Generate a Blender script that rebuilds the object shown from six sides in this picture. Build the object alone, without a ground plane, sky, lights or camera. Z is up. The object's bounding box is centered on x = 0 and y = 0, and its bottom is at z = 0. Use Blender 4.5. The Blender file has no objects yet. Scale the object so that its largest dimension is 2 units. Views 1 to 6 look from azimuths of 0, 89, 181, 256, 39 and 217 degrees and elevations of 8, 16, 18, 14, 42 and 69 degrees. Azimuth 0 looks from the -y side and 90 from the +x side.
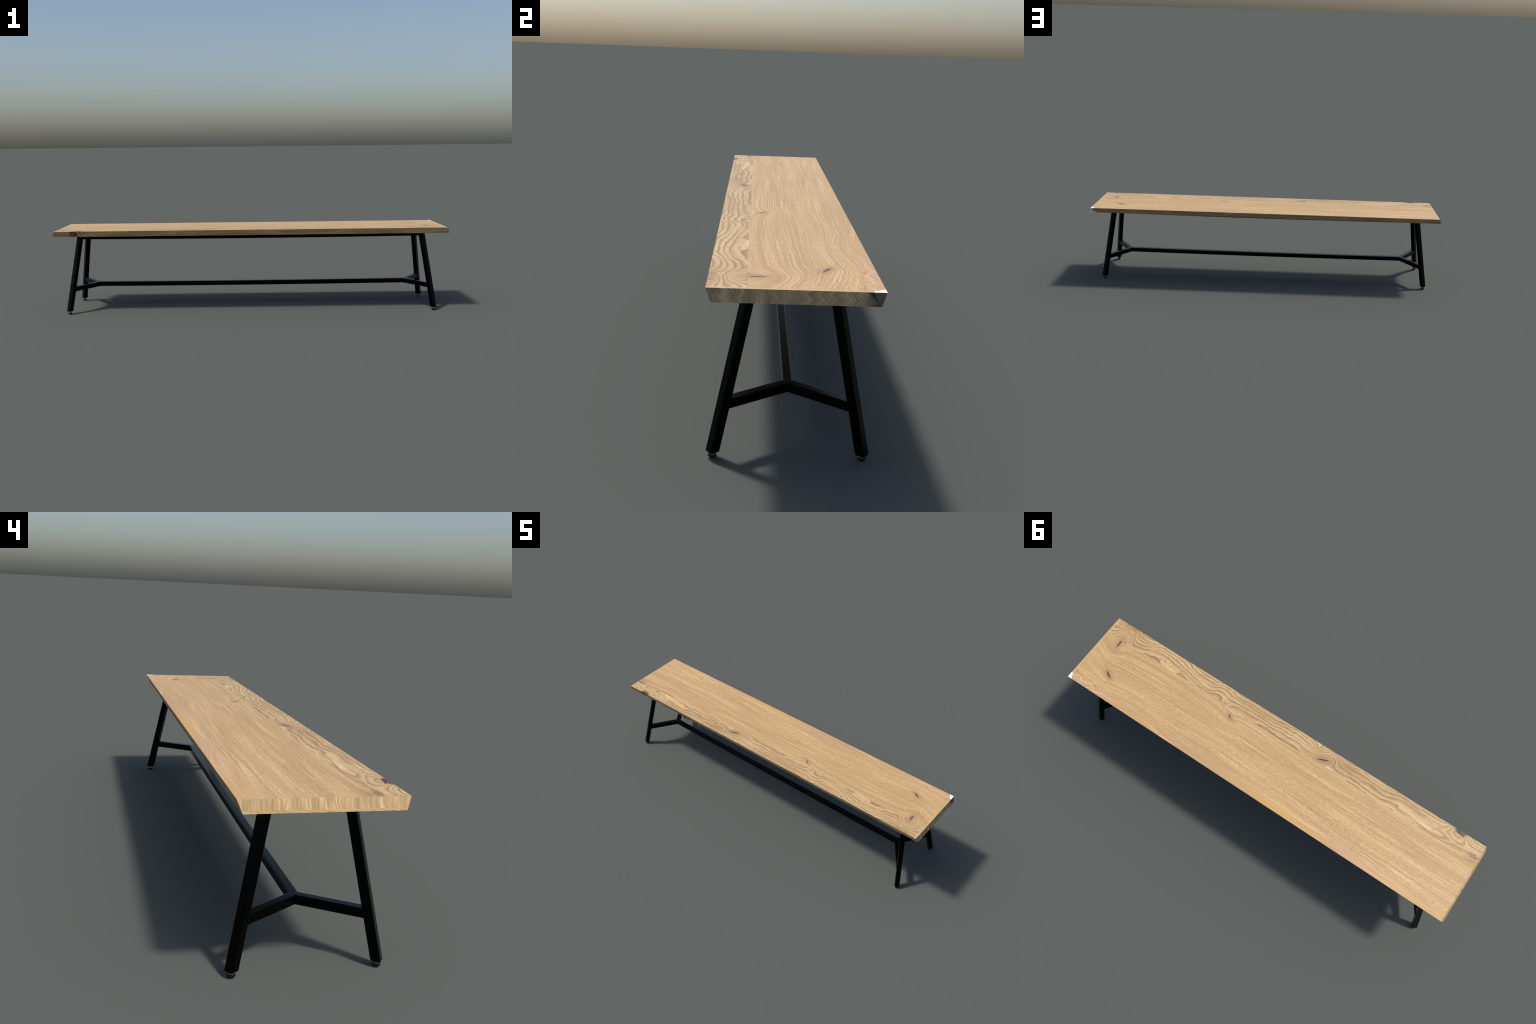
import bpy, bmesh, math
from mathutils import Vector, Matrix

# --------------------------------------------------------------------------
# Bench: three glued oak planks on a black tube frame with splayed legs.
# Sizes in metres, z up, longest side (the seat) 2.00 m.
# --------------------------------------------------------------------------
TOP_Z, UNDER_Z = 0.4232, 0.3952          # seat top and underside
TOP_X, UNDER_X = 0.9900, 1.0000          # seat half length: ends flare outward below
TOP_Y, UNDER_Y = 0.1880, 0.1770          # seat half width: long sides undercut
GLUE_FRONT, GLUE_BACK = -0.1030, 0.1500  # glue lines between the three planks
TUBE = 0.0238                            # square tube of the frame
TUBE_R = 0.0027                          # rounding of the tube's edges
SAG = 0.0024                             # hang of the stretcher at mid length
SPLAY = math.radians(55.6)               # direction in which legs and braces run out
HUB_X = 0.8095                           # where braces meet the stretcher
FOOT_X, FOOT_Y, FOOT_Z = 0.9300, 0.1710, 0.0125
HEAD_X, HEAD_Y = 0.8765, 0.0948
STRETCHER_Z = 0.1234


# ------------------------------------------------------------------ nodes
class Nodes:
    """Small helper that writes shader maths as Python calls."""

    def __init__(self, name):
        self.mat = bpy.data.materials.new(name)
        self.mat.use_nodes = True
        self.t = self.mat.node_tree
        self.t.nodes.clear()
        self.coord = self.t.nodes.new('ShaderNodeTexCoord').outputs['Object']
        s = self.t.nodes.new('ShaderNodeSeparateXYZ')
        self.t.links.new(self.coord, s.inputs[0])
        self.x, self.y, self.z = s.outputs

    def put(self, sock, v):
        if isinstance(v, bpy.types.NodeSocket):
            self.t.links.new(v, sock)
        else:
            sock.default_value = v

    def m(self, op, a, b=0.0, c=0.0, clamp=False):
        n = self.t.nodes.new('ShaderNodeMath')
        n.operation, n.use_clamp = op, clamp
        for s, v in zip(n.inputs, (a, b, c)):
            self.put(s, v)
        return n.outputs[0]

    def add(self, a, b): return self.m('ADD', a, b)
    def sub(self, a, b): return self.m('SUBTRACT', a, b)
    def mul(self, a, b, clamp=False): return self.m('MULTIPLY', a, b, clamp=clamp)
    def mad(self, a, b, c): return self.m('MULTIPLY_ADD', a, b, c)
    def mx(self, a, b): return self.m('MAXIMUM', a, b)

    def vec(self, a, b, c=0.0):
        n = self.t.nodes.new('ShaderNodeCombineXYZ')
        for s, v in zip(n.inputs, (a, b, c)):
            self.put(s, v)
        return n.outputs[0]

    def noise(self, a, b, detail=2.0, rough=0.5, seed=0.0, dist=0.0):
        """2D value in about 0..1 at feature coordinates (a, b)."""
        n = self.t.nodes.new('ShaderNodeTexNoise')
        n.noise_dimensions = '3D'
        self.put(n.inputs['Vector'], self.vec(a, b, seed))
        n.inputs['Scale'].default_value = 1.0
        n.inputs['Detail'].default_value = detail
        n.inputs['Roughness'].default_value = rough
        n.inputs['Distortion'].default_value = dist
        return n.outputs[0]

    def ss(self, v, lo, hi, a=0.0, b=1.0):
        n = self.t.nodes.new('ShaderNodeMapRange')
        n.interpolation_type = 'SMOOTHSTEP'
        for s, q in zip(n.inputs, (v, lo, hi, a, b)):
            self.put(s, q)
        return n.outputs[0]

    def lin(self, v, lo, hi, a=0.0, b=1.0):
        n = self.t.nodes.new('ShaderNodeMapRange')
        n.clamp = True
        for s, q in zip(n.inputs, (v, lo, hi, a, b)):
            self.put(s, q)
        return n.outputs[0]

    def bump_at(self, cx, cy, sx, sy, turn=0.0, h=None):
        """Gaussian hill exp(-r2) around (cx, cy) in the plane (first, second)."""
        a, b = h or (self.x, self.y)
        c, s = math.cos(turn), math.sin(turn)
        dx, dy = self.sub(a, cx), self.sub(b, cy)
        u = self.add(self.mul(dx, c / sx), self.mul(dy, s / sx))
        v = self.add(self.mul(dx, -s / sy), self.mul(dy, c / sy))
        r2 = self.add(self.mul(u, u), self.mul(v, v))
        return self.m('POWER', math.e, self.mul(r2, -1.0))

    def crack(self, p, q, half, h=None):
        """Spindle shaped mark from p to q, `half` wide at the middle."""
        cx, cy = (p[0] + q[0]) / 2, (p[1] + q[1]) / 2
        dx, dy = q[0] - p[0], q[1] - p[1]
        return self.bump_at(cx, cy, math.hypot(dx, dy) * 0.5, half,
                            math.atan2(dy, dx), h)

    def rings(self, f, sharp=0.12, tail=0.75):
        """Annual rings: one dark sharp line per unit of f, fading to one side."""
        fr = self.m('FRACT', f)
        rise = self.lin(fr, 0.0, sharp)
        fall = self.m('POWER', self.lin(fr, sharp, tail, 1.0, 0.0), 1.6)
        return self.m('MINIMUM', rise, fall)

    def mix(self, f, a, b):
        n = self.t.nodes.new('ShaderNodeMix')
        n.data_type = 'RGBA'
        self.put(n.inputs[0], f)
        for s, v in ((n.inputs[6], a), (n.inputs[7], b)):
            self.put(s, v if isinstance(v, bpy.types.NodeSocket) else (*v, 1.0))
        return n.outputs[2]

    def tint(self, colour, factor):
        n = self.t.nodes.new('ShaderNodeVectorMath')
        n.operation = 'SCALE'
        self.put(n.inputs[0], colour)
        self.put(n.inputs['Scale'], factor)
        return n.outputs[0]

    def ramp(self, v, stops):
        n = self.t.nodes.new('ShaderNodeValToRGB')
        self.put(n.inputs[0], v)
        e = n.color_ramp.elements
        while len(e) < len(stops):
            e.new(0.5)
        for el, (p, c) in zip(e, stops):
            el.position, el.color = p, (*c, 1.0)
        return n.outputs[0]

    def curve(self, v, points, lo=-0.2, hi=0.0):
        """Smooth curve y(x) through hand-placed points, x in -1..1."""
        c = self.t.nodes.new('ShaderNodeFloatCurve')
        m = c.mapping
        cv = m.curves[0]
        norm = [((px + 1) / 2, (py - lo) / (hi - lo)) for px, py in points]
        cv.points[0].location, cv.points[1].location = norm[0], norm[-1]
        for p in norm[1:-1]:
            cv.points.new(*p)
        m.update()
        self.put(c.inputs['Factor'], 1.0)
        self.put(c.inputs['Value'], self.mad(v, 0.5, 0.5))
        return self.mad(c.outputs[0], hi - lo, lo)

    def finish(self, colour, rough=0.5, spec=0.5, metal=0.0, height=None, strength=0.15, coat=0.0):
        b = self.t.nodes.new('ShaderNodeBsdfPrincipled')
        o = self.t.nodes.new('ShaderNodeOutputMaterial')
        self.put(b.inputs['Base Color'], colour if isinstance(colour, bpy.types.NodeSocket) else (*colour, 1.0))
        self.put(b.inputs['Roughness'], rough)
        self.put(b.inputs['Metallic'], metal)
        self.put(b.inputs['Specular IOR Level'], spec)
        b.inputs['Coat Weight'].default_value = coat
        if height is not None:
            n = self.t.nodes.new('ShaderNodeBump')
            n.inputs['Strength'].default_value = strength
            n.inputs['Distance'].default_value = 0.0006
            self.t.links.new(height, n.inputs['Height'])
            self.t.links.new(n.outputs[0], b.inputs['Normal'])
        self.t.links.new(b.outputs[0], o.inputs[0])
        return self.mat


# ------------------------------------------------------------- wood colours
CREAM = (0.640, 0.435, 0.222)
TAN = (0.520, 0.328, 0.150)
BROWN = (0.360, 0.212, 0.078)
PINK = (0.640, 0.385, 0.205)
ORANGE = (0.600, 0.340, 0.105)
KNOT = (0.125, 0.066, 0.036)
PITCH = (0.022, 0.017, 0.016)
WHITE = (0.93, 0.93, 0.93)


def mark_white_corner(n, colour):
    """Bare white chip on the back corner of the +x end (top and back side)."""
    jag = n.mad(n.noise(n.mul(n.x, 160.0), n.mul(n.y, 160.0), 1.0, seed=3.0), 0.008, -0.004)
    # top: everything beyond a slanted cut
    cut = n.add(n.mul(n.sub(n.x, 0.9765), 1.0), n.add(n.mul(n.sub(n.y, 0.1735), 0.62), jag))
    top = n.mul(n.m('GREATER_THAN', cut, 0.0), n.m('GREATER_THAN', n.y, 0.1605))
    top = n.mul(top, n.m('GREATER_THAN', n.z, TOP_Z - 0.0008))
    # back side: upright strip with a foot along the lower edge
    strip = n.m('GREATER_THAN', n.x, 0.981)
    foot = n.mul(n.m('GREATER_THAN', n.x, 0.966), n.m('LESS_THAN', n.z, 0.4035))
    slope = (TOP_Y - UNDER_Y) / (TOP_Z - UNDER_Z)
    on_back = n.m('GREATER_THAN', n.y, n.mad(n.z, slope, UNDER_Y - UNDER_Z * slope - 0.0008))
    side = n.mul(n.mx(strip, foot), n.mul(on_back, n.m('LESS_THAN', n.z, TOP_Z - 0.0005)))
    return n.mix(n.mx(top, side), colour, WHITE)


def end_strip(n, colour):
    """Thin reddish band along the top edge of the +x end."""
    edge = n.mad(n.noise(n.mul(n.y, 30.0), 0.0, 1.0, seed=9.0), 0.006, 0.9765)
    f = n.mul(n.ss(n.sub(n.x, edge), -0.0006, 0.0006), 0.75)
    streak = n.noise(n.mul(n.x, 900.0), n.mul(n.y, 18.0), 2.0, seed=4.0)
    band = n.mix(n.ss(streak, 0.35, 0.7), (0.575, 0.378, 0.205), (0.47, 0.275, 0.13))
    return n.mix(f, colour, band)


def mat_centre():
    n = Nodes('oak_straight_grain')
    x, y = n.x, n.y
    # bending of the grain: slow waves, then swerves around the three cracks
    wave = n.mad(n.noise(n.mul(x, 1.6), n.mul(y, 3.5), 1.0, seed=1.0), 0.050, -0.025)
    ripple = n.mad(n.noise(n.mul(x, 9.0), n.mul(y, 12.0), 1.0, seed=2.0), 0.006, -0.003)
    f = n.add(y, n.add(wave, ripple))
    for cx, cy, sx, sy, amp in ((0.905, -0.085, 0.050, 0.100, -0.048),
                                (0.970, 0.060, 0.045, 0.090, 0.016),
                                (0.840, 0.075, 0.035, 0.050, -0.014),
                                (0.250, -0.060, 0.055, 0.070, -0.020),
                                (0.640, 0.120, 0.130, 0.060, 0.018),
                                (-0.210, -0.115, 0.070, 0.035, -0.012)):
        f = n.mad(n.bump_at(cx, cy, sx, sy), amp, f)
    # rings of uneven width, broken into long streaks
    uneven = n.noise(n.mul(x, 0.5), n.mul(f, 22.0), 2.0, seed=5.0)
    t = n.mad(f, 150.0, n.mul(uneven, 9.0))
    t = n.mad(n.noise(n.mul(x, 14.0), n.mul(f, 90.0), 2.0, seed=6.0), 0.45, t)
    ring = n.rings(t, 0.22, 0.9)
    strength = n.ss(n.noise(n.mul(x, 2.2), n.mul(f, 38.0), 1.0, seed=7.0), 0.30, 0.62, 0.25, 1.0)
    ring = n.mul(ring, strength)
    lines = n.noise(n.mul(x, 3.0), n.mul(f, 330.0), 2.0, 0.65, seed=8.0)
    bands = n.noise(n.mul(x, 1.6), n.mul(f, 34.0), 2.0, 0.55, seed=10.0)
    fleck = n.noise(n.mul(x, 48.0), n.mul(f, 250.0), 2.0, 0.65, seed=11.0)
    colour = n.mix(n.ss(bands, 0.32, 0.68), (0.545, 0.355, 0.163), (0.680, 0.474, 0.234))
    streak = n.ss(n.noise(n.mul(x, 1.3), n.mul(f, 75.0), 2.0, 0.6, seed=15.0), 0.52, 0.66)
    colour = n.mix(n.mul(streak, 0.62), colour, (0.400, 0.242, 0.104))
    colour = n.mix(n.mul(n.ss(lines, 0.42, 0.63), 0.66), colour, (0.408, 0.252, 0.108))
    colour = n.mix(n.mul(ring, 0.92), colour, (0.345, 0.208, 0.082))
    # pale, rippled rays towards the back
    ray = n.noise(n.mul(n.add(x, n.mul(y, 2.0)), 80.0), n.mul(f, 230.0), 2.0, 0.6, seed=12.0)
    rayzone = n.mul(n.bump_at(0.0, 0.105, 0.9, 0.04), n.ss(ray, 0.48, 0.66))
    colour = n.mix(n.mul(rayzone, 0.42), colour, (0.710, 0.530, 0.300))
    colour = n.mix(n.mul(n.ss(fleck, 0.47, 0.62), 0.55), colour, (0.392, 0.240, 0.096))
    glint = n.noise(n.mul(x, 40.0), n.mul(f, 300.0), 2.0, 0.65, seed=14.0)
    colour = n.mix(n.mul(n.ss(glint, 0.55, 0.70), 0.40), colour, (0.730, 0.540, 0.290))
    # brown smoky patches
    for cx, cy, sx, sy, k, turn in ((0.932, -0.046, 0.020, 0.018, 0.45, 0.3),
                                    (-0.760, -0.060, 0.110, 0.012, 0.40, 0.05),
                                    (-0.480, -0.085, 0.050, 0.014, 0.35, 0.0),
                                    (-0.620, -0.030, 0.120, 0.012, 0.25, 0.0),
                                    (0.330, 0.000, 0.120, 0.014, 0.22, 0.0),
                                    (0.020, -0.040, 0.120, 0.010, 0.28, 0.0)):
        colour = n.mix(n.mul(n.bump_at(cx, cy, sx, sy, turn), k), colour, (0.370, 0.222, 0.100))
    # cracks: brown halo, dark heart broken by bridges of wood
    for p, q, wide, heart in (((0.903, -0.1025), (0.901, -0.056), 0.0072, 1.0),
                              ((0.884, -0.1020), (0.878, -0.0960), 0.0020, 0.7),
                              ((0.862, 0.062), (0.818, 0.089), 0.0066, 1.0),
                              ((0.265, -0.076), (0.240, -0.060), 0.0046, 1.0),
                              ((-0.948, -0.100), (-0.992, -0.1025), 0.0050, 0.25)):
        halo = n.crack((p[0] * 1.35 - q[0] * 0.35, p[1] * 1.35 - q[1] * 0.35),
                       (q[0] * 1.35 - p[0] * 0.35, q[1] * 1.35 - p[1] * 0.35), wide * 2.4)
        colour = n.mix(n.mul(halo, 0.68), colour, (0.300, 0.172, 0.085))
        core = n.crack(p, q, wide * 0.75)
        gap = n.ss(n.noise(n.mul(x, 130.0), n.mul(y, 260.0), 1.0, seed=13.0), 0.30, 0.50, 0.25, 1.0)
        core = n.mul(n.ss(core, 0.35, 0.75), n.mul(gap, heart))
        colour = n.mix(core, colour, (0.055, 0.030, 0.020))
    colour = end_strip(n, colour)
    return n.finish(colour, rough=0.50, height=n.add(ring, lines), strength=0.08)


def mat_front():
    n = Nodes('oak_cathedral_grain')
    x, y = n.x, n.y
    # height field whose contours are the rings: slow meander, knots as hills
    slow = n.noise(n.mul(x, 2.6), n.mul(y, 8.0), 0.6, seed=21.0)
    mid = n.noise(n.mul(x, 11.0), n.mul(y, 22.0), 1.0, seed=22.0)
    small = n.noise(n.mul(x, 60.0), n.mul(y, 90.0), 1.0, seed=23.0)
    # winding heart line of the plank, then rings wide towards the glue joint, tight outside
    heart = n.curve(x, ((-1.0, -0.150), (-0.92, -0.146), (-0.85, -0.152), (-0.77, -0.160), (-0.70, -0.158), (-0.585, -0.158),
                        (-0.51, -0.146), (-0.43, -0.153), (-0.37, -0.155), (-0.33, -0.147), (-0.27, -0.156), (-0.222, -0.163),
                        (-0.17, -0.148), (-0.142, -0.136), (-0.04, -0.138), (0.06, -0.130), (0.136, -0.126), (0.20, -0.129),
                        (0.266, -0.124), (0.35, -0.132), (0.412, -0.111), (0.482, -0.114), (0.563, -0.129), (0.646, -0.142),
                        (0.693, -0.145), (0.76, -0.134), (0.817, -0.119), (0.852, -0.127), (0.88, -0.150), (1.0, -0.160)))
    d = n.sub(y, heart)
    h = n.mad(n.mx(d, 0.0), 34.0, n.mul(n.m('MINIMUM', d, 0.0), 62.0))
    h = n.mad(slow, 2.4, h)
    h = n.mad(mid, 1.5, h)
    h = n.mad(small, 0.42, h)
    for cx, cy, sx, sy, amp, turn in ((0.913, -0.124, 0.034, 0.024, 3.6, 0.0),
                                      (0.932, -0.182, 0.020, 0.016, -2.2, 0.0),
                                      (0.886, -0.180, 0.018, 0.014, 2.4, 0.0),
                                      (0.640, -0.104, 0.060, 0.018, -1.4, 0.0),
                                      (0.310, -0.103, 0.028, 0.016, -1.5, 0.0),
                                      (-0.212, -0.134, 0.050, 0.020, 3.0, 0.45),
                                      (-0.170, -0.168, 0.026, 0.020, -2.0, 0.0),
                                      (-0.868, -0.182, 0.046, 0.032, 4.2, 0.0),
                                      (-0.790, -0.122, 0.060, 0.018, -1.8, 0.0)):
        h = n.mad(n.bump_at(cx, cy, sx, sy, turn), amp, h)
    ring = n.rings(h, 0.10, 0.92)
    strength = n.ss(n.noise(n.mul(x, 5.0), n.mul(h, 0.8), 1.0, seed=24.0), 0.28, 0.52, 0.35, 1.0)
    ring = n.mul(ring, strength)
    fibre = n.noise(n.mul(x, 34.0), n.mul(n.mad(h, -0.012, y), 300.0), 2.0, 0.65, seed=25.0)
    soft = n.noise(n.mul(x, 2.5), n.mul(y, 16.0), 2.0, seed=26.0)
    colour = n.mix(n.ss(soft, 0.35, 0.68), (0.490, 0.328, 0.158), (0.610, 0.428, 0.212))
    colour = n.mix(n.mul(n.ss(fibre, 0.45, 0.66), 0.38), colour, (0.390, 0.252, 0.125))
    colour = n.mix(n.mul(ring, 1.0), colour, (0.250, 0.150, 0.058))
    # brown pools beside the knots
    for cx, cy, sx, sy, k in ((-0.340, -0.162, 0.055, 0.008, 0.85), (-0.650, -0.167, 0.036, 0.007, 0.75),
                              (0.200, -0.158, 0.120, 0.010, 0.50), (0.450, -0.160, 0.070, 0.008, 0.55), (0.020, -0.165, 0.060, 0.008, 0.40),
                              (-0.212, -0.130, 0.048, 0.018, 0.72), (0.886, -0.180, 0.014, 0.006, 0.60),
                              (-0.757, -0.108, 0.045, 0.005, 0.45), (-0.965, -0.110, 0.024, 0.009, 0.35),
                              (0.905, -0.108, 0.034, 0.024, 0.50), (0.910, -0.184, 0.050, 0.013, 0.62), (-0.868, -0.172, 0.045, 0.018, 0.40)):
        colour = n.mix(n.mul(n.bump_at(cx, cy, sx, sy), k), colour, (0.310, 0.178, 0.076))
    # pale silky spots
    for cx, cy, sx, sy in ((0.622, -0.106, 0.026, 0.006), (-0.745, -0.122, 0.040, 0.006), (-0.250, -0.110, 0.020, 0.006)):
        colour = n.mix(n.mul(n.bump_at(cx, cy, sx, sy), 0.75), colour, (0.740, 0.560, 0.320))
    # split knot at the edge near the -x end
    knot = n.ss(n.bump_at(-0.871, -0.187, 0.034, 0.019), 0.35, 0.65)
    colour = n.mix(n.mul(knot, 0.97), colour, KNOT)
    for p, q, wide, k in (((-0.857, -0.190), (-0.868, -0.172), 0.0065, 1.0),
                          ((-0.862, -0.178), (-0.899, -0.170), 0.0032, 1.0),
                          ((-0.180, -0.116), (-0.241, -0.142), 0.0042, 1.0),
                          ((-0.219, -0.117), (-0.222, -0.115), 0.0022, 0.85),
                          ((0.934, -0.188), (0.928, -0.173), 0.0022, 0.90),
                          ((0.890, -0.1030), (0.880, -0.1035), 0.0025, 0.70),
                          ((-0.990, -0.120), (-0.950, -0.116), 0.0040, 0.30)):
        core = n.ss(n.crack(p, q, wide), 0.30, 0.75)
        colour = n.mix(n.mul(core, k), colour, (0.045, 0.026, 0.020))
    colour = end_strip(n, colour)
    return n.finish(colour, rough=0.50, height=ring, strength=0.08)


def mat_back():
    n = Nodes('oak_reddish_sapwood')
    x, y = n.x, n.y
    wave = n.mad(n.noise(n.mul(x, 3.0), n.mul(y, 7.0), 1.0, seed=31.0), 0.05, -0.025)
    near = n.ss(x, 0.72, 0.90)
    zig = n.mul(n.mad(n.noise(n.mul(x, 24.0), n.mul(y, 14.0), 1.0, seed=32.0), 0.060, -0.03), near)
    f = n.add(y, n.add(wave, zig))
    f = n.mad(n.bump_at(0.60, 0.15, 0.10, 0.05), 0.022, f)
    f = n.mad(n.bump_at(-0.48, 0.15, 0.12, 0.05), 0.014, f)
    ring = n.rings(n.mad(f, 210.0, n.mul(n.noise(n.mul(x, 8.0), n.mul(f, 40.0), 1.0, seed=33.0), 3.0)), 0.25, 0.9)
    lines = n.noise(n.mul(x, 5.0), n.mul(f, 300.0), 2.0, 0.6, seed=34.0)
    fleck = n.noise(n.mul(x, 60.0), n.mul(f, 420.0), 2.0, 0.6, seed=35.0)
    # the tone changes along the plank
    along = n.lin(n.mad(n.noise(n.mul(x, 5.0), n.mul(f, 30.0), 1.0, seed=36.0), 0.10, n.sub(x, 0.05)), -1.0, 1.0)
    tone = n.ramp(along, ((0.00, (0.585, 0.395, 0.195)), (0.14, (0.625, 0.415, 0.205)), (0.24, (0.575, 0.372, 0.210)),
                          (0.30, (0.575, 0.370, 0.200)), (0.40, (0.600, 0.390, 0.165)), (0.50, (0.545, 0.360, 0.185)),
                          (0.66, (0.505, 0.342, 0.190)), (0.78, (0.525, 0.350, 0.182)), (0.90, (0.565, 0.365, 0.210)),
                          (1.00, (0.605, 0.405, 0.230))))
    dark = n.ramp(along, ((0.0, (0.455, 0.260, 0.080)), (0.24, (0.385, 0.215, 0.105)), (0.38, (0.485, 0.270, 0.065)),
                          (0.60, (0.385, 0.228, 0.090)), (0.78, (0.430, 0.242, 0.080)), (1.0, (0.410, 0.232, 0.110))))
    colour = n.mix(n.mul(ring, 0.90), tone, dark)
    colour = n.mix(n.mul(n.ss(lines, 0.42, 0.66), 0.60), colour, dark)
    pale = n.ss(n.noise(n.mul(x, 2.0), n.mul(f, 60.0), 1.0, seed=37.0), 0.56, 0.72)
    colour = n.mix(n.mul(pale, 0.45), colour, (0.72, 0.50, 0.27))
    colour = n.mix(n.mul(n.ss(fleck, 0.55, 0.75), 0.25), colour, dark)
    # greyish pink line beside the glue joint, tiny pin knot
    joint = n.ss(n.sub(y, GLUE_BACK), 0.012, 0.0)
    colour = n.mix(n.mul(joint, 0.35), colour, (0.52, 0.335, 0.215))
    for p, q, w in (((0.470, 0.1785), (0.460, 0.1800), 0.0020), ((0.862, 0.1600), (0.848, 0.1565), 0.0018)):
        colour = n.mix(n.mul(n.crack(p, q, w), 0.8), colour, (0.13, 0.07, 0.03))
    colour = end_strip(n, colour)
    colour = mark_white_corner(n, colour)
    return n.finish(colour, rough=0.50, height=ring, strength=0.06)


def mat_end():
    """End grain: upright wavering stripes; burnt knot at the +x back corner."""
    n = Nodes('oak_end_grain')
    y, z = n.y, n.z
    plus = n.m('GREATER_THAN', n.x, 0.0)
    s = n.add(y, n.mul(plus, 5.0))
    wob = n.mad(n.noise(n.mul(s, 30.0), n.mul(z, 45.0), 1.5, seed=41.0), 0.009, -0.0045)
    # herring-bone lean on the +x end, steeper at its front
    lean = n.m('PINGPONG', n.sub(z, UNDER_Z), 0.0105)
    lean = n.mul(n.mul(lean, plus), n.ss(y, -0.16, 0.02, 0.8, -1.15))
    f = n.add(s, n.add(wob, lean))
    low = n.ss(z, UNDER_Z + 0.0065, UNDER_Z + 0.001)
    f = n.mad(n.mul(low, n.sub(1.0, plus)), 0.035, f)
    stripes = n.noise(n.mul(f, 170.0), n.mul(z, 9.0), 2.0, 0.6, seed=42.0)
    broad = n.noise(n.mul(f, 42.0), n.mul(z, 6.0), 2.0, 0.6, seed=43.0)
    ring = n.rings(n.mad(f, 98.0, n.mul(broad, 4.5)), 0.22, 0.9)
    ring = n.mul(ring, n.ss(n.noise(n.mul(f, 30.0), 0.0, 1.0, seed=48.0), 0.32, 0.58, 0.25, 1.0))
    colour = n.mix(n.ss(broad, 0.35, 0.65), (0.490, 0.332, 0.155), (0.690, 0.492, 0.245))
    colour = n.mix(n.mul(ring, 0.90), colour, (0.305, 0.190, 0.064))
    colour = n.mix(n.mul(n.ss(stripes, 0.43, 0.66), 0.65), colour, (0.355, 0.224, 0.086))
    grain = n.noise(n.mul(f, 700.0), n.mul(z, 260.0), 2.0, 0.6, seed=44.0)
    colour = n.mix(n.mul(n.ss(grain, 0.5, 0.75), 0.3), colour, (0.40, 0.25, 0.11))
    # brown smoke in the corner below the front plank of the +x end
    stain = n.mul(n.mul(n.ss(y, -0.08, -0.185), plus), n.ss(n.noise(n.mul(f, 60.0), n.mul(z, 30.0), 2.0, seed=49.0), 0.40, 0.62))
    colour = n.mix(n.mul(stain, 0.55), colour, (0.250, 0.148, 0.078))
    # knot
    smoke = n.mad(n.noise(n.mul(s, 60.0), n.mul(z, 60.0), 2.0, seed=45.0), 0.020, -0.010)
    zone = n.mul(n.ss(n.add(y, smoke), 0.130, 0.162), plus)
    bark = n.mix(n.noise(n.mul(s, 160.0), n.mul(z, 90.0), 2.0, seed=46.0), (0.085, 0.045, 0.026), (0.210, 0.120, 0.070))
    colour = n.mix(n.mul(zone, 0.92), colour, bark)
    jag = n.mad(n.noise(n.mul(s, 120.0), n.mul(z, 120.0), 1.0, seed=47.0), 0.006, -0.003)
    track = n.sub(n.add(y, jag), n.mad(z, -0.68, 0.156 + 0.68 * TOP_Z - 0.001))
    width = n.mad(z, 0.17, 0.0050 - 0.17 * TOP_Z)
    split = n.m('LESS_THAN', n.m('ABSOLUTE', track), width)
    colour = n.mix(n.mul(split, plus), colour, PITCH)
    return n.finish(colour, rough=0.50)


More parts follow.
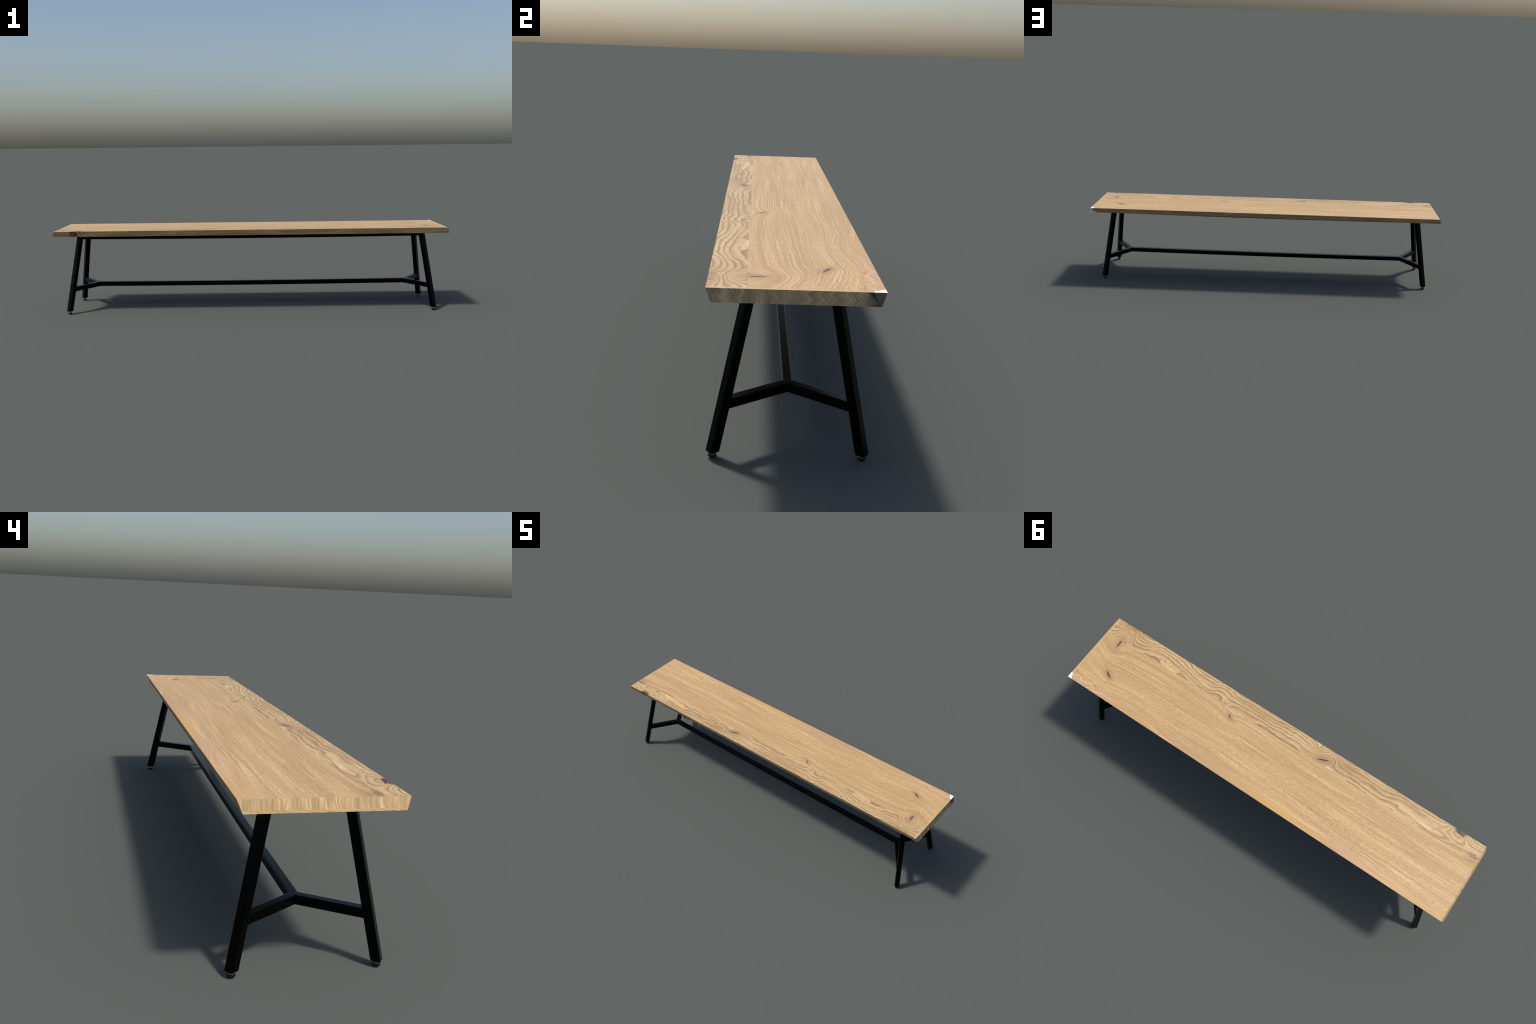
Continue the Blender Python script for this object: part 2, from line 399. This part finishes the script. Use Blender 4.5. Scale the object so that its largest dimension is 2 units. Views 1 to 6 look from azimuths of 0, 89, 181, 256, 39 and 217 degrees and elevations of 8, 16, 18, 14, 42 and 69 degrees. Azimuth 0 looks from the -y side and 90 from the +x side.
def mat_side():
    """Long sides and underside: flat grain drawn out along the plank."""
    n = Nodes('oak_side_grain')
    x, z = n.x, n.z
    back = n.m('GREATER_THAN', n.y, 0.0)
    s = n.mad(back, 7.0, x)
    slow = n.noise(n.mul(s, 6.0), n.mul(z, 25.0), 1.5, seed=51.0)
    h = n.mad(z, 95.0, n.mul(slow, 6.0))
    h = n.mad(n.bump_at(-0.885, 0.409, 0.045, 0.030, h=(x, z)), 3.5, h)
    ring = n.rings(h, 0.25, 0.95)
    lines = n.noise(n.mul(s, 9.0), n.mul(h, 4.0), 2.0, 0.6, seed=52.0)
    tone = n.noise(n.mul(s, 4.0), n.mul(h, 0.6), 1.0, seed=53.0)
    colour = n.mix(n.ss(tone, 0.35, 0.65), (0.380, 0.248, 0.115), (0.600, 0.415, 0.225))
    colour = n.mix(n.mul(ring, 0.78), colour, (0.285, 0.175, 0.055))
    colour = n.mix(n.mul(n.ss(lines, 0.45, 0.70), 0.45), colour, (0.345, 0.215, 0.085))
    colour = n.mix(n.mul(back, 0.30), colour, (0.330, 0.215, 0.105))
    front = n.sub(1.0, back)
    # knot of the front edge runs down the side; upright ticks near the +x end
    knot = n.mul(n.ss(n.bump_at(-0.893, 0.412, 0.022, 0.022, h=(x, z)), 0.25, 0.7), front)
    colour = n.mix(n.mul(knot, 0.90), colour, (0.115, 0.062, 0.034))
    for p, q, w, k in (((-0.888, 0.420), (-0.875, 0.396), 0.0045, 1.0), ((-0.868, 0.4235), (-0.856, 0.4215), 0.0050, 1.0),
                       ((-0.908, 0.412), (-0.905, 0.398), 0.0035, 0.6), ((-0.846, 0.400), (-0.843, 0.394), 0.0030, 0.6)):
        c = n.mul(n.ss(n.crack(p, q, w, h=(x, z)), 0.30, 0.7), front)
        colour = n.mix(n.mul(c, k), colour, (0.020, 0.014, 0.012))
    tick = n.ss(n.noise(n.mul(x, 240.0), n.mul(z, 14.0), 1.0, seed=54.0), 0.52, 0.66)
    where = n.mx(n.bump_at(0.905, 0.416, 0.065, 0.008, h=(x, z)), n.bump_at(0.765, 0.399, 0.080, 0.005, h=(x, z)))
    colour = n.mix(n.mul(n.mul(tick, front), n.mul(where, 0.8)), colour, (0.170, 0.095, 0.040))
    colour = mark_white_corner(n, colour)
    return n.finish(colour, rough=0.55)


def mat_black():
    n = Nodes('black_powder_coat')
    speck = n.noise(n.mul(n.x, 900.0), n.mul(n.add(n.y, n.mul(n.z, 1.3)), 900.0), 1.0, seed=61.0)
    return n.finish((0.0075, 0.0076, 0.0080), rough=n.mad(speck, 0.06, 0.27), metal=1.0)


def mat_rubber():
    n = Nodes('black_rubber')
    return n.finish((0.004, 0.004, 0.0045), rough=0.35, spec=0.3)


def mat_steel():
    n = Nodes('bright_steel')
    brushed = n.noise(n.mul(n.x, 300.0), n.mul(n.y, 300.0), 1.0, seed=63.0)
    return n.finish((0.50, 0.52, 0.55), rough=n.mad(brushed, 0.1, 0.30), metal=1.0)


# ---------------------------------------------------------------- geometry
def mesh_object(name, bm, mats, parent, smooth_angle=35.0):
    me = bpy.data.meshes.new(name)
    bmesh.ops.recalc_face_normals(bm, faces=bm.faces)
    bm.to_mesh(me)
    bm.free()
    for m in mats:
        me.materials.append(m)
    ob = bpy.data.objects.new(name, me)
    bpy.context.scene.collection.objects.link(ob)
    ob.parent = parent
    me.shade_smooth()
    me.set_sharp_from_angle(angle=math.radians(smooth_angle))
    return ob


def rounded_square(side, r, seg=3):
    pts, h = [], side / 2 - r
    for k, (sx, sy) in enumerate(((1, 1), (-1, 1), (-1, -1), (1, -1))):
        for i in range(seg + 1):
            a = math.radians(90 * k + 90 * i / seg)
            pts.append((sx * h + r * math.cos(a), sy * h + r * math.sin(a)))
    return pts


def skin(bm, loops, cap=True):
    rows = [[bm.verts.new(p) for p in loop] for loop in loops]
    for a, b in zip(rows, rows[1:]):
        for i in range(len(a)):
            j = (i + 1) % len(a)
            bm.faces.new((a[i], a[j], b[j], b[i]))
    if cap:
        bm.faces.new(rows[0])
        bm.faces.new(rows[-1])


def plank(name, y_lo, y_hi, mat_top, parent):
    """One board of the seat; outer long edges are undercut, ends flare out below."""
    gap = 0.00004
    slope = UNDER_Y / TOP_Y
    outer_lo, outer_hi = y_lo <= -TOP_Y, y_hi >= TOP_Y
    t0, t1 = (y_lo if outer_lo else y_lo + gap), (y_hi if outer_hi else y_hi - gap)
    u0, u1 = (-UNDER_Y if outer_lo else t0), (UNDER_Y if outer_hi else t1)
    bm = bmesh.new()
    nx = 24
    top, bot = [], []
    for i in range(nx + 1):
        k = -1 + 2 * i / nx
        top.append([bm.verts.new((k * TOP_X, t0, TOP_Z)), bm.verts.new((k * TOP_X, t1, TOP_Z))])
        bot.append([bm.verts.new((k * UNDER_X, u0, UNDER_Z)), bm.verts.new((k * UNDER_X, u1, UNDER_Z))])
    for i in range(nx):
        f = bm.faces.new((top[i][0], top[i + 1][0], top[i + 1][1], top[i][1])); f.material_index = 0
        f = bm.faces.new((bot[i][0], bot[i][1], bot[i + 1][1], bot[i + 1][0])); f.material_index = 1
        f = bm.faces.new((top[i][0], bot[i][0], bot[i + 1][0], top[i + 1][0])); f.material_index = 1
        f = bm.faces.new((top[i][1], top[i + 1][1], bot[i + 1][1], bot[i][1])); f.material_index = 1
    for i in (0, nx):
        f = bm.faces.new((top[i][0], top[i][1], bot[i][1], bot[i][0])); f.material_index = 2
    return mesh_object(name, bm, (mat_top, SIDE, END), parent, 20.0)


def leg(sx, sy, parent):
    """Square tube leaning outward, turned so that one face looks along the lean; cut level."""
    foot = Vector((sx * FOOT_X, sy * FOOT_Y, FOOT_Z))
    head = Vector((sx * HEAD_X, sy * HEAD_Y, UNDER_Z - 0.0003))
    axis = (foot - head).normalized()
    side = Vector((0, 0, 1)).cross(axis).normalized()
    face = axis.cross(side).normalized()
    sect = rounded_square(TUBE, TUBE_R)
    loops = []
    for base, lift, inset in ((head, 0.0, 0.0), (foot, 0.0016, 0.0), (foot, 0.0004, 0.0006), (foot, 0.0, 0.0018)):
        loop = []
        for a, b in sect:
            k = 1 - inset / (TUBE / 2)
            p = base + side * (a * k) + face * (b * k)
            p = p + axis * ((base.z + lift - p.z) / axis.z)      # slide along the tube to the level cut
            loop.append(p)
        loops.append(loop)
    bm = bmesh.new()
    skin(bm, loops)
    ob = mesh_object('leg', bm, (BLACK,), parent, 8.0)
    foot_parts(foot, ob)
    return ob


def lathe(name, profile, centre, mat, parent, seg=32):
    loops = [[Vector((centre.x + r * math.cos(2 * math.pi * i / seg),
                      centre.y + r * math.sin(2 * math.pi * i / seg), z)) for i in range(seg)] for r, z in profile]
    bm = bmesh.new()
    skin(bm, loops)
    return mesh_object(name, bm, (mat,), parent, 18.0)


def foot_parts(foot, parent):
    lathe('foot_pad', ((0.0075, 0.0), (0.0092, 0.0008), (0.0099, 0.0024), (0.0099, 0.0048), (0.0094, 0.0062),
                       (0.0082, 0.0068)), foot, RUBBER, parent)
    lathe('foot_screw', ((0.0076, 0.0062), (0.0074, 0.0082), (0.0060, 0.0094), (0.0040, 0.0098), (0.0038, 0.0140)),
          foot, STEEL, parent)


def tube_between(name, a, b, parent, sag=0.0, parts=1):
    """Straight (or slightly sagging) level square tube."""
    a, b = Vector(a), Vector(b)
    along = (b - a).normalized()
    side = Vector((0, 0, 1)).cross(along).normalized()
    sect = rounded_square(TUBE, TUBE_R)
    loops = []
    for i in range(parts + 1):
        k = i / parts
        c = a.lerp(b, k) - Vector((0, 0, sag * 4 * k * (1 - k)))
        loops.append([c + side * p + Vector((0, 0, q)) for p, q in sect])
    bm = bmesh.new()
    skin(bm, loops)
    return mesh_object(name, bm, (BLACK,), parent, 8.0)


def stretcher_frame(parent):
    """Long stretcher ending in two braces per end: one plate outline, extruded,
    edges rounded, then separated into its tubes along the welds."""
    h = TUBE / 2
    d = Vector((math.cos(SPLAY), -math.sin(SPLAY)))     # run of the brace to (+x, -y)
    nrm = Vector((-d.y, d.x))                           # towards the outside of the Y
    reach = 0.178
    apex_out = HUB_X + h / math.sin(SPLAY)
    apex_in = HUB_X - h / math.sin(SPLAY)
    crotch = Vector((apex_in + h / math.tan(SPLAY), -h))
    end = Vector((HUB_X, 0)) + d * reach
    out_end, in_end = end + nrm * h, end - nrm * h
    bm = bmesh.new()
    cache = {}

    def v(x, y):
        key = (round(x, 6), round(y, 6))
        if key not in cache:
            cache[key] = bm.verts.new((x, y, STRETCHER_Z - h))
        return cache[key]

    bm.faces.new((v(crotch.x, -h), v(apex_in, 0), v(crotch.x, h), v(0.7, h), v(0.7, -h)))
    bm.faces.new((v(-crotch.x, -h), v(-0.7, -h), v(-0.7, h), v(-crotch.x, h), v(-apex_in, 0)))
    for i in range(14):
        a, b = -0.7 + 0.1 * i, -0.6 + 0.1 * i
        bm.faces.new((v(a, -h), v(b, -h), v(b, h), v(a, h)))
    for sx in (1, -1):
        for sy in (1, -1):
            loop = [v(sx * apex_in, 0), v(sx * crotch.x, sy * crotch.y), v(sx * in_end.x, sy * in_end.y),
                    v(sx * out_end.x, sy * out_end.y), v(sx * apex_out, 0)]
            bm.faces.new(loop if sx * sy > 0 else loop[::-1])
    ext = bmesh.ops.extrude_face_region(bm, geom=bm.faces[:])
    up = [g for g in ext['geom'] if isinstance(g, bmesh.types.BMVert)]
    bmesh.ops.translate(bm, verts=up, vec=(0, 0, TUBE))
    bmesh.ops.recalc_face_normals(bm, faces=bm.faces)
    # round the long edges only: those between an upright wall and a level face
    edges = [e for e in bm.edges if len(e.link_faces) == 2
             and abs(abs(e.link_faces[0].normal.z) - abs(e.link_faces[1].normal.z)) > 0.5]
    bmesh.ops.bevel(bm, geom=edges, offset=TUBE_R, segments=3, profile=0.5, affect='EDGES', clamp_overlap=True)

    for w in bm.verts:                                  # hang of the long bar
        w.co.z -= SAG * max(0.0, 1 - (w.co.x / HUB_X) ** 2)

    def piece_of(c):
        """Which tube a face centre belongs to (0 bar, 1..4 braces)."""
        ax, ay = abs(c.x), abs(c.y)
        if ax < apex_in + ay / math.tan(SPLAY) - 1e-5 and ay <= h + 1e-5:
            return 0
        return 1 + (c.x < 0) * 2 + (c.y < 0)

    for idx in range(5):
        part = bm.copy()
        gone = [f for f in part.faces if piece_of(f.calc_center_median()) != idx]
        bmesh.ops.delete(part, geom=gone, context='FACES')
        if part.faces:
            mesh_object('stretcher' if idx == 0 else 'brace', part, (BLACK,), parent, 8.0)
        else:
            part.free()
    bm.free()


# ------------------------------------------------------------------- build
SIDE, END = mat_side(), mat_end()
BLACK, RUBBER, STEEL = mat_black(), mat_rubber(), mat_steel()

bench = bpy.data.objects.new('bench', None)
bpy.context.scene.collection.objects.link(bench)
bench['label'] = 'long oak bench with black splayed steel tube legs'
bench['category'] = 'bench'

plank('seat_plank', -TOP_Y, GLUE_FRONT, mat_front(), bench)
plank('seat_plank', GLUE_FRONT, GLUE_BACK, mat_centre(), bench)
plank('seat_plank', GLUE_BACK, TOP_Y, mat_back(), bench)

for sx in (1, -1):
    for sy in (-1, 1):
        leg(sx, sy, bench)

RAIL_Y, RAIL_Z = 0.085, 0.3724 + TUBE / 2
for sy in (-1, 1):
    tube_between('rail', (-0.872, sy * RAIL_Y, RAIL_Z), (0.872, sy * RAIL_Y, RAIL_Z), bench, sag=SAG * 1.4, parts=24)
for sx in (1, -1):
    tube_between('cross_rail', (sx * 0.868, -RAIL_Y + TUBE / 2, RAIL_Z), (sx * 0.868, RAIL_Y - TUBE / 2, RAIL_Z), bench)

stretcher_frame(bench)
